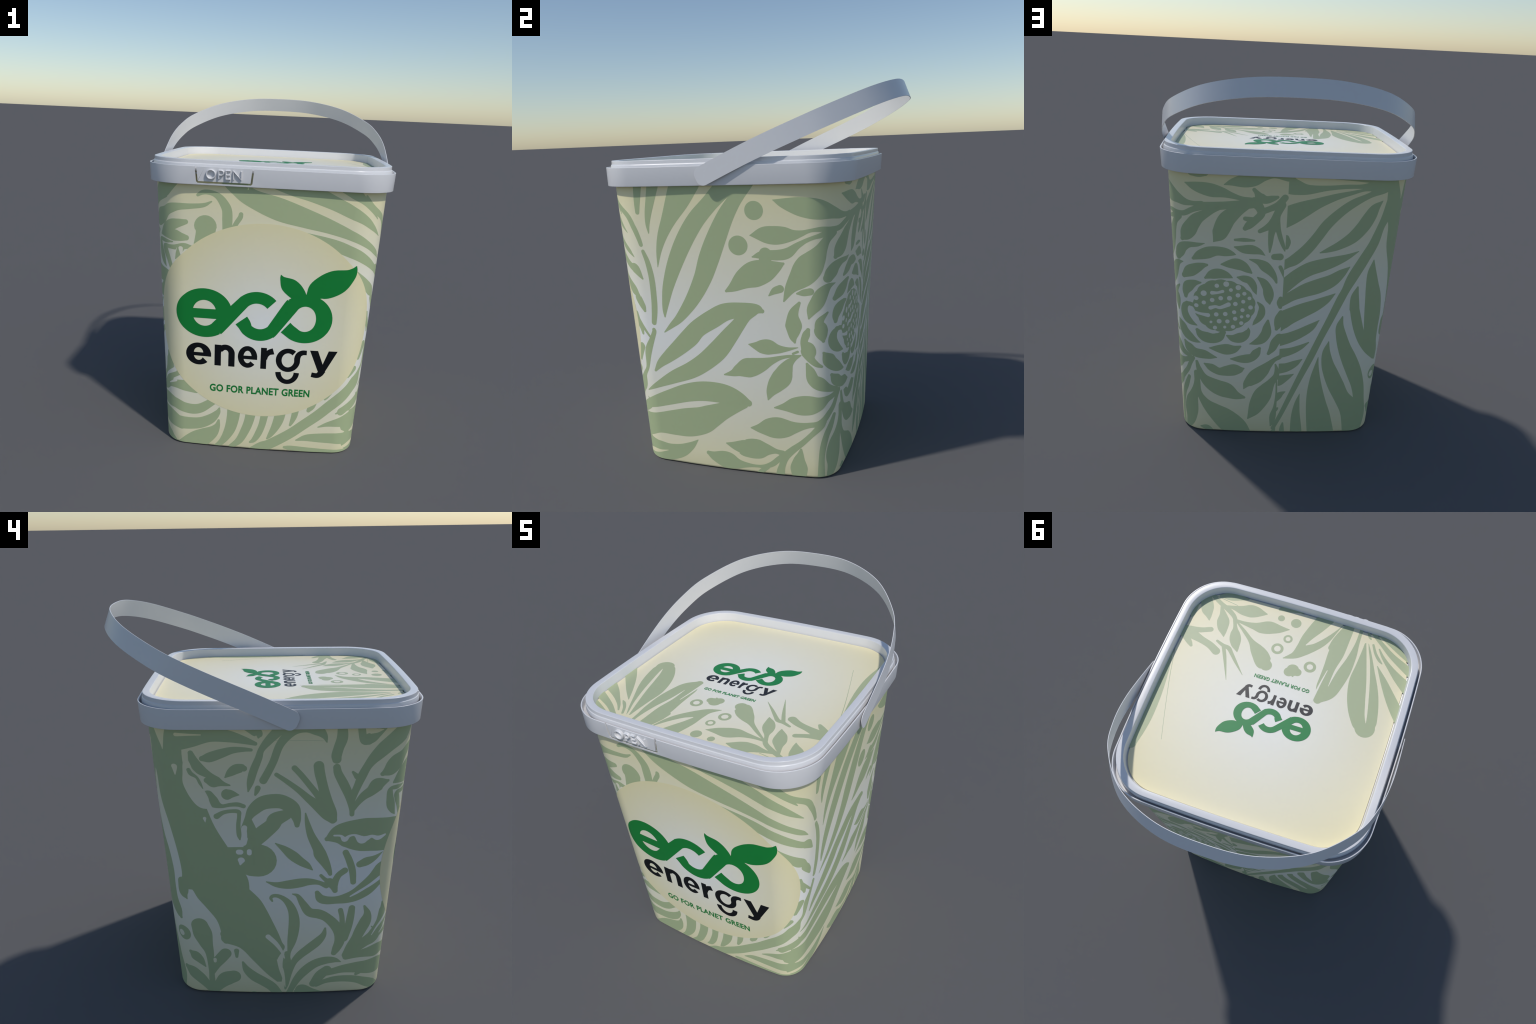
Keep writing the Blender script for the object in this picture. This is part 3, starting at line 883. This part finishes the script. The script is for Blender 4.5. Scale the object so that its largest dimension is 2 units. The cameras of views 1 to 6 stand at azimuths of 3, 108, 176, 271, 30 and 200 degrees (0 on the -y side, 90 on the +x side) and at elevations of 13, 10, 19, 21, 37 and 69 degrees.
def print_left():
    # left: the broad diagonal mass
    mass((1586, 2680, 2864), (1363, 2690, 2855), (1272, 2712, 2887), (1152, 2722, 2941), (1021, 2762, 2987), (869, 2794, 3068), (744, 2805, 3134), (666, 2782, 3144), (670, 2843, 3145), (612, 2876, 3196), (549, 2922, 3229), (479, 2968, 3259), (406, 2987, 3289), (345, 2992, 3310), (307, 3084, 3324), (225, 3154, 3284), (138, 3226, 3312), (82, 3284, 3309))
    leaf((2806, 700, 60), (2803, 637, 51), (2819, 603, 7))
    leaf((3010, 392, 57), (3012, 349, 36))
    gap((2868, 1387, 3), (2871, 1353, 31), (2877, 1305, 50), (2885, 1257, 71), (2909, 1203, 79), (2938, 1154, 67), (2971, 1126, 18))
    over((2879, 1320, 19), (2889, 1301, 21), (2914, 1282, 13), (2928, 1253, 14), (2940, 1226, 4))
    gap((2821, 1294, 5), (2821, 1323, 20), (2820, 1334, 25))
    gap((2941, 1048, 2), (2939, 1069, 17))
    gap((2945, 1491, 5), (2889, 1491, 10), (2838, 1491, 17))
    gap((2764, 1519, 65), (2767, 1479, 40), (2773, 1434, 14), (2774, 1410, 2))
    # left: leaves of the bird's crest
    leaf((3187, 1450, 19), (3137, 1467, 37), (3068, 1485, 57), (2983, 1494, 73), (2897, 1481, 99), (2840, 1468, 103))
    leaf((3145, 1531, 31), (3184, 1513, 48), (3203, 1495, 38), (3202, 1480, 10))
    leaf((2944, 1376, 25), (2977, 1382, 47), (3026, 1400, 45), (3082, 1418, 33), (3134, 1422, 22), (3168, 1420, 15))
    leaf((3046, 1284, 7), (3069, 1306, 36), (3096, 1325, 48), (3123, 1331, 41), (3133, 1329, 30))
    leaf((3312, 1534, 52), (3287, 1508, 48), (3247, 1465, 40), (3214, 1421, 29), (3201, 1380, 33), (3177, 1318, 37), (3161, 1260, 32), (3150, 1213, 7))
    leaf((3505, 1454, 6), (3493, 1484, 29), (3462, 1512, 52), (3412, 1526, 49), (3354, 1511, 47), (3299, 1448, 37), (3268, 1365, 35), (3244, 1313, 36), (3221, 1269, 37))
    leaf((3270, 1465, 1), (3379, 1464, 1), (3490, 1460, 1))
    leaf((3195, 1230, 27), (3190, 1214, 22), (3183, 1196, 11))
    leaf((2894, 1403, 25), (2906, 1361, 46), (2932, 1323, 50), (2972, 1293, 35), (3006, 1264, 46), (3036, 1251, 24), (3066, 1244, 7))
    leaf((2960, 1268, 27), (2988, 1257, 47), (3014, 1255, 34))
    leaf((3052, 1197, 56), (3074, 1199, 40), (3106, 1195, 6))
    leaf((2962, 1190, 53), (2987, 1155, 56), (3022, 1136, 22), (3063, 1143, 20), (3099, 1145, 23), (3127, 1136, 21))
    leaf((2997, 1081, 29), (3030, 1102, 21), (3071, 1110, 19), (3102, 1106, 22), (3104, 1081, 19), (3099, 1035, 21), (3101, 983, 23), (3104, 957, 8))
    # left: the curled flower
    leaf((3134, 1025, 41), (3147, 1071, 34), (3172, 1115, 58), (3217, 1153, 71), (3278, 1163, 74), (3320, 1153, 71), (3358, 1121, 69), (3376, 1070, 43), (3379, 1034, 24))
    leaf((3327, 1091, 55), (3278, 1066, 75), (3260, 1035, 73), (3211, 989, 81), (3172, 947, 80), (3156, 888, 84))
    leaf((3146, 1061, 37), (3165, 994, 51), (3171, 915, 70))
    leaf((3167, 839, 180), (3191, 839, 183))
    leaf((3033, 864, 98), (3175, 866, 103))
    gap((3128, 1022, 26), (3127, 1005, 24))
    gap((3129, 961, 27), (3121, 938, 31))
    gap((3096, 887, 28), (3105, 887, 28))
    gap((3148, 892, 24), (3148, 881, 24))
    gap((3107, 839, 36), (3102, 817, 9))
    # left: fans and branches
    leaf((3281, 1298, 20), (3330, 1262, 24), (3384, 1218, 29), (3429, 1175, 37), (3475, 1134, 50), (3517, 1088, 51), (3548, 1056, 34))
    leaf((3363, 1330, 27), (3395, 1293, 28), (3436, 1239, 29), (3473, 1189, 32), (3501, 1143, 45))
    leaf((3473, 1339, 48), (3479, 1300, 48), (3496, 1233, 46), (3514, 1158, 57), (3539, 1097, 54), (3552, 1059, 34))
    leaf((3570, 1539, 40), (3573, 1475, 50), (3559, 1425, 47), (3551, 1389, 47), (3553, 1369, 42))
    leaf((3555, 1330, 34), (3563, 1298, 39), (3593, 1240, 44), (3620, 1180, 40), (3635, 1119, 27), (3638, 1086, 23))
    leaf((-488, 1551, 68), (-534, 1495, 75), (-556, 1480, 95), (-620, 1432, 72), (-672, 1377, 55), (-704, 1332, 41), (-728, 1280, 43), (-743, 1237, 37), (-758, 1194, 35), (-769, 1155, 33))
    leaf((3630, 1304, 12), (3650, 1281, 27))
    leaf((3790, 1251, 15), (3751, 1239, 64), (3722, 1206, 52), (3688, 1180, 42), (3661, 1146, 30), (3642, 1114, 24))
    leaf((3657, 1527, 38), (3670, 1461, 38), (3692, 1457, 43))
    leaf((3690, 1463, 53), (3714, 1476, 47), (3758, 1523, 26))
    gap((3683, 1515, 18), (3680, 1487, 2))
    gap((3753, 1507, 2), (3729, 1503, 19), (3700, 1494, 12))
    leaf((3895, 1202, 8), (3839, 1209, 15), (3809, 1201, 26), (3810, 1163, 35), (3820, 1120, 45), (3835, 1085, 30), (3851, 1060, 6))
    leaf((3911, 1170, 16), (3852, 1175, 25), (3848, 1151, 23), (3869, 1102, 18), (3887, 1059, 8))
    leaf((-501, 1204, 6), (-543, 1201, 17), (-591, 1207, 15))
    leaf((-403, 1188, 9), (-445, 1194, 18), (-494, 1179, 19), (-548, 1176, 17))
    leaf((-548, 1171, 22), (-532, 1121, 27), (-512, 1060, 23))
    leaf((-486, 1112, 6), (-469, 1148, 29), (-452, 1181, 34), (-420, 1184, 21))
    gap((-459, 1173, 22), (-455, 1139, 11))
    leaf((3525, 956, 24), (3572, 975, 100), (3618, 978, 141), (3688, 973, 177), (3757, 971, 180), (3830, 960, 176))
    gap((3559, 974, 9), (3591, 971, 12), (3611, 951, 27), (3633, 969, 13), (3661, 972, 13), (3693, 947, 43), (3718, 953, 27), (3743, 963, 16), (3772, 951, 24), (3805, 962, 11))
    leaf((3276, 936, 6), (3319, 904, 35), (3359, 868, 52), (3397, 835, 46), (3433, 809, 33), (3459, 784, 7))
    leaf((3418, 1097, 7), (3428, 1044, 24), (3448, 976, 39), (3482, 906, 52), (3496, 869, 62), (3523, 819, 46), (3542, 778, 29), (3549, 757, 20))
    leaf((3230, 717, 6), (3282, 700, 30), (3340, 700, 50), (3398, 709, 52), (3446, 715, 39), (3494, 708, 25), (3533, 688, 28))
    leaf((3547, 708, 51), (3567, 690, 44), (3578, 658, 27))
    leaf((3503, 750, 17), (3527, 725, 22), (3554, 710, 37))
    leaf((3621, 775, 34), (3593, 751, 33), (3578, 721, 36), (3568, 690, 46))
    leaf((3620, 878, 31), (3641, 831, 35), (3660, 770, 35), (3668, 705, 29))
    leaf((3695, 808, 37), (3728, 823, 47), (3764, 840, 29), (3803, 866, 4))
    leaf((3487, 650, 24), (3505, 615, 47), (3537, 602, 48), (3586, 602, 45), (3635, 610, 59), (3683, 628, 73), (3730, 662, 86), (3777, 709, 93), (3819, 757, 116))
    gap((3658, 621, 7), (3692, 642, 13), (3739, 674, 14), (3790, 710, 21), (3820, 725, 24))
    leaf((3259, 602, 10), (3252, 620, 17), (3263, 633, 20), (3287, 633, 22), (3316, 617, 28), (3343, 587, 38), (3364, 540, 47), (3373, 480, 57), (3370, 414, 57), (3361, 347, 46), (3349, 285, 21), (3344, 247, 21))
    leaf((3362, 644, 6), (3389, 632, 21), (3417, 583, 39), (3450, 533, 51), (3501, 519, 56), (3541, 497, 51), (3583, 453, 55), (3611, 401, 56), (3617, 345, 55), (3602, 296, 46), (3590, 268, 31))
    leaf((3612, 539, 27), (3622, 496, 27), (3627, 436, 30))
    leaf((3671, 550, 34), (3667, 500, 40), (3658, 435, 42), (3637, 363, 49))
    leaf((3736, 558, 12), (3754, 512, 38), (3748, 464, 64), (3724, 407, 62), (3706, 359, 56), (3684, 304, 62), (3656, 252, 44))
    leaf((3666, 255, 49), (3705, 297, 62), (3756, 333, 66), (3809, 364, 93), (3840, 413, 86), (3856, 478, 60), (3857, 526, 32))
    gap((3791, 369, 5), (3827, 415, 15), (3894, 458, 27))
    gap((3847, 365, 6), (3900, 394, 18))
    leaf((3657, 238, 36), (3709, 249, 39), (3762, 260, 57), (3830, 260, 80), (3911, 247, 59))
    leaf((3485, 66, 45), (3520, 121, 60), (3556, 158, 52))
    leaf((3551, 139, 46), (3588, 145, 43), (3635, 158, 50), (3688, 164, 63), (3753, 165, 82), (3840, 156, 101), (3932, 128, 75))
    leaf((3501, 59, 32), (3548, 80, 30), (3601, 92, 39), (3665, 93, 43), (3731, 82, 48), (3803, 50, 59), (3877, 6, 40))
    leaf((3537, 429, 11), (3528, 386, 33), (3497, 344, 50), (3452, 302, 51), (3406, 259, 46), (3373, 212, 36), (3350, 144, 32), (3335, 66, 26), (3330, 33, 11))
    leaf((3632, 207, 4), (3595, 221, 34), (3543, 220, 49), (3486, 199, 53), (3434, 154, 54), (3393, 98, 44), (3365, 39, 34), (3346, -8, 34))
    leaf((3336, 274, 25), (3337, 209, 46), (3332, 131, 31), (3330, 36, 9))
    gap((3236, 381, 28), (3277, 336, 25), (3308, 285, 16), (3324, 241, 6))
    gap((3284, 230, 4), (3305, 171, 23), (3319, 112, 16), (3328, 49, 6))
    leaf((3097, 212, 12), (3118, 162, 43), (3157, 118, 58), (3210, 82, 59), (3257, 45, 57), (3295, -14, 52))
    leaf((3395, 12, 36), (3421, 31, 60), (3475, 11, 45), (3547, -13, 32))
    dot((2879, -13, 35))
    dot((3155, -9, 45))
    # left: small plant by the back corner
    leaf((2874, 442, 92), (2888, 387, 103), (2903, 326, 73), (2918, 264, 46), (2922, 155, 31), (2922, 90, 33), (2927, 30, 33), (2931, -24, 45))
    leaf((3005, 268, 64), (2979, 235, 64), (2948, 195, 58), (2924, 136, 32))
    gap((2945, 226, 19), (2945, 213, 16))
    leaf((2810, 266, 23), (2833, 248, 59), (2862, 220, 47), (2890, 176, 8))
    leaf((2771, 156, 31), (2809, 134, 76), (2855, 98, 68), (2892, 55, 50), (2927, 7, 44))
    leaf((3045, 115, 78), (3002, 97, 90), (2968, 62, 68), (2939, 21, 45))
    leaf((3065, 287, 28), (3065, 248, 16))
    dot((2776, 380, 89))
    gap((2760, 374, 37))
    leaf((2693, 291, 16), (2698, 172, 27), (2709, 88, 13))


print_left()


def print_lid():
    # lid: fan of long leaves
    lid_leaf((-348, -528, 26), (-360, -477, 55), (-375, -398, 96), (-390, -314, 141), (-412, -234, 159), (-437, -156, 153), (-463, -87, 126), (-473, -62, 103))
    lid_gap((-342, -557, 12), (-360, -501, 12), (-384, -431, 18), (-415, -322, 18), (-440, -214, 17), (-458, -135, 13), (-470, -90, 2))
    lid_leaf((-201, -135, 42), (-223, -192, 107), (-235, -260, 129), (-243, -340, 143), (-243, -430, 147), (-246, -493, 134), (-259, -572, 96), (-268, -651, 78))
    lid_gap((-229, -227, 2), (-240, -327, 14), (-261, -419, 21), (-271, -514, 32), (-273, -589, 32), (-270, -651, 32))
    lid_gap((-197, -313, 4), (-186, -234, 8), (-176, -146, 11), (-173, -117, 13))
    lid_leaf((44, -310, 5), (-6, -345, 41), (-36, -390, 78), (-64, -449, 120), (-90, -508, 139), (-113, -578, 140), (-142, -658, 136))
    lid_gap((-46, -424, 6), (-77, -460, 30), (-121, -522, 41), (-159, -588, 47), (-180, -639, 50))
    lid_leaf((-217, -589, 37), (-190, -504, 42), (-175, -450, 31))
    lid_leaf((-436, -423, 4), (-490, -348, 34), (-543, -273, 53), (-591, -210, 63), (-657, -131, 70))
    lid_leaf((-381, -539, 12), (-406, -493, 15), (-434, -460, 16), (-454, -444, 6))
    lid_leaf((-418, -524, 8), (-451, -481, 17), (-499, -435, 28), (-554, -389, 48), (-620, -343, 69))
    lid_leaf((-359, -612, 22), (-394, -581, 23), (-425, -556, 24), (-486, -509, 32), (-550, -471, 42), (-616, -436, 55))
    lid_leaf((-401, -614, 29), (-483, -581, 57), (-555, -547, 70), (-614, -519, 76))
    lid_leaf((-333, -610, 10), (-349, -581, 15), (-360, -568, 7))
    # lid: rings and dots
    lid_dot((57, -427, 49))
    lid_hole((57, -427, 26))
    lid_dot((91, -353, 65))
    lid_hole((91, -353, 35))
    lid_dot((-105, -304, 65))
    lid_hole((-105, -304, 33))
    lid_leaf((-10, -242, 53), (-28, -255, 74), (-53, -253, 44))
    lid_dot((132, -538, 37))
    lid_dot((47, -533, 56))
    lid_leaf((156, -589, 18), (115, -614, 58), (43, -627, 49))
    # lid: twig with leaves
    lid_leaf((548, -567, 24), (479, -525, 24), (424, -498, 28), (380, -469, 25), (356, -438, 21))
    lid_leaf((360, -448, 14), (310, -444, 22), (256, -444, 42), (214, -448, 69), (171, -462, 77), (120, -470, 48), (69, -484, 4))
    lid_leaf((439, -516, 8), (387, -518, 31), (343, -519, 60), (303, -527, 78), (266, -532, 63), (234, -535, 30), (215, -537, 8))
    lid_leaf((489, -567, 19), (428, -583, 52), (341, -594, 10))
    lid_leaf((514, -559, 4), (384, -538, 3))
    lid_leaf((464, -503, 10), (439, -461, 37), (423, -422, 66), (410, -382, 57), (397, -355, 33), (386, -330, 4))
    lid_leaf((369, -453, 18), (347, -403, 23), (335, -370, 50), (322, -337, 61), (308, -304, 47), (293, -279, 20), (286, -266, 4))
    lid_leaf((351, -440, 9), (293, -397, 19), (238, -352, 29), (196, -316, 67), (161, -285, 86), (133, -252, 85), (115, -240, 63))
    lid_leaf((613, -293, 63), (559, -293, 59), (491, -275, 41), (435, -258, 40), (392, -234, 44))
    lid_leaf((588, -311, 47), (518, -329, 31), (466, -350, 29))
    lid_leaf((576, -268, 37), (546, -241, 29), (530, -225, 17))
    lid_leaf((408, -295, 14), (368, -279, 21), (336, -273, 24), (310, -248, 20), (270, -205, 15), (211, -145, 2))
    lid_leaf((364, -273, 20), (331, -205, 17), (281, -91, 2))
    lid_leaf((571, -546, 57), (541, -491, 67), (526, -457, 63), (507, -425, 31), (495, -399, 3))
    lid_leaf((599, -477, 32), (594, -414, 27), (594, -395, 12))
    lid_leaf((612, -163, 16), (613, -30, 68), (614, 106, 103), (616, 233, 116), (610, 332, 89), (599, 394, 49))
    lid_leaf((603, -184, 3), (564, -16, 3), (513, 169, 2), (467, 326, 2))


print_lid()


def ring(cx, cz, rx, rz, a0, a1, top, side, n=22):
    """Part of an elliptical ring: width `top` where the pen runs level, `side` where it runs upright."""
    out = []
    for i in range(n + 1):
        a = math.radians(a0 + (a1 - a0) * i / n)
        out.append((cx + rx * math.cos(a), cz + rz * math.sin(a), top + (side - top) * math.cos(a) ** 2))
    return out


def quad(*corners):
    return [tuple(c / 1000 for c in p) for p in corners]


def print_logo():
    label_disc()
    # eco: three bowls joined by two rising diagonals
    logo("logo_letter", [ring(-329, 818, 112, 108, 2, 318, 66, 90, 34) + ring(-37, 819, 107, 107, 138, 42, 66, 68, 12),
                         [(-404, 814, 55), (-312, 815, 55), (-212, 816, 57)], [(-232, 845, 80), (-212, 808, 74), (-186, 806, 62)]], LOGO_INK, LID_LOGO_INK)
    logo("logo_letter", [[(-122, 790, 80), (-106, 769, 76)] + ring(-20, 812, 100, 100, 224, 316, 68, 68, 10)
                         + ring(228, 818, 105, 106, 143, -124, 66, 90, 30) + [(142, 750, 74), (124, 765, 77)]], LOGO_INK, LID_LOGO_INK)
    logo("logo_leaf", [[(83, 1063, 2), (92, 1043, 28), (119, 1013, 80), (154, 985, 92), (184, 955, 80), (205, 925, 60)]], LOGO_INK, LID_LOGO_INK)
    logo("logo_leaf", [[(477, 1129, 2), (468, 1106, 32), (447, 1078, 72), (399, 1044, 130), (340, 1014, 140), (285, 985, 112), (255, 950, 66), (238, 922, 40)]],
         LOGO_INK, LID_LOGO_INK)
    # energy: round geometric letters, the g closed below by a smile
    logo("word_letter", [ring(-361, 574, 50, 52, -4, 320, 28, 45, 30), [(-404, 572, 21), (-288, 572, 22)]], WORD_INK, LID_WORD_INK)
    logo("word_letter", [[(-250, 637, 37), (-250, 512, 37)],
                         [(-244, 585, 24), (-241, 603, 26)] + ring(-206, 589, 35, 36, 140, 0, 32, 36, 12) + [(-171, 560, 36), (-171, 512, 36)]], WORD_INK, LID_WORD_INK)
    logo("word_letter", [ring(-80, 577, 39, 51, -4, 318, 28, 32, 30), [(-115, 574, 20), (-25, 574, 22)]], WORD_INK, LID_WORD_INK)
    logo("word_letter", [[(11, 638, 33), (11, 512, 33)], [(20, 570, 22), (25, 592, 26), (40, 612, 32), (65, 621, 37)]], WORD_INK, LID_WORD_INK)
    logo("word_letter", [ring(149, 572, 52, 56, 50, 352, 28, 33, 30) + [(201, 588, 34), (209, 609, 32), (228, 621, 29), (252, 622, 27)],
                         ring(149, 500, 52, 58, 181, 359, 27, 31, 20)], WORD_INK, LID_WORD_INK)
    y_tail = [(347, 520, 38), (335, 500, 35), (317, 489, 30), (286, 493, 28)]
    logo("word_letter", [y_tail], WORD_INK, LID_WORD_INK, extra=[quad((269, 637), (365, 510), (314, 637)), quad((269, 637), (324, 508), (365, 510)),
                                                                quad((374, 637), (424, 637), (364, 518)), quad((374, 637), (364, 518), (328, 505))])
    slogan("GO FOR PLANET GREEN", -0.294, 0.285, 0.3525, 0.0455, on_wall, LOGO_INK, 0.0009)
    slogan("GO FOR PLANET GREEN", -0.147, 0.151, -0.1768, 0.0213, on_lid, LID_LOGO_INK, 0.0007)


print_logo()
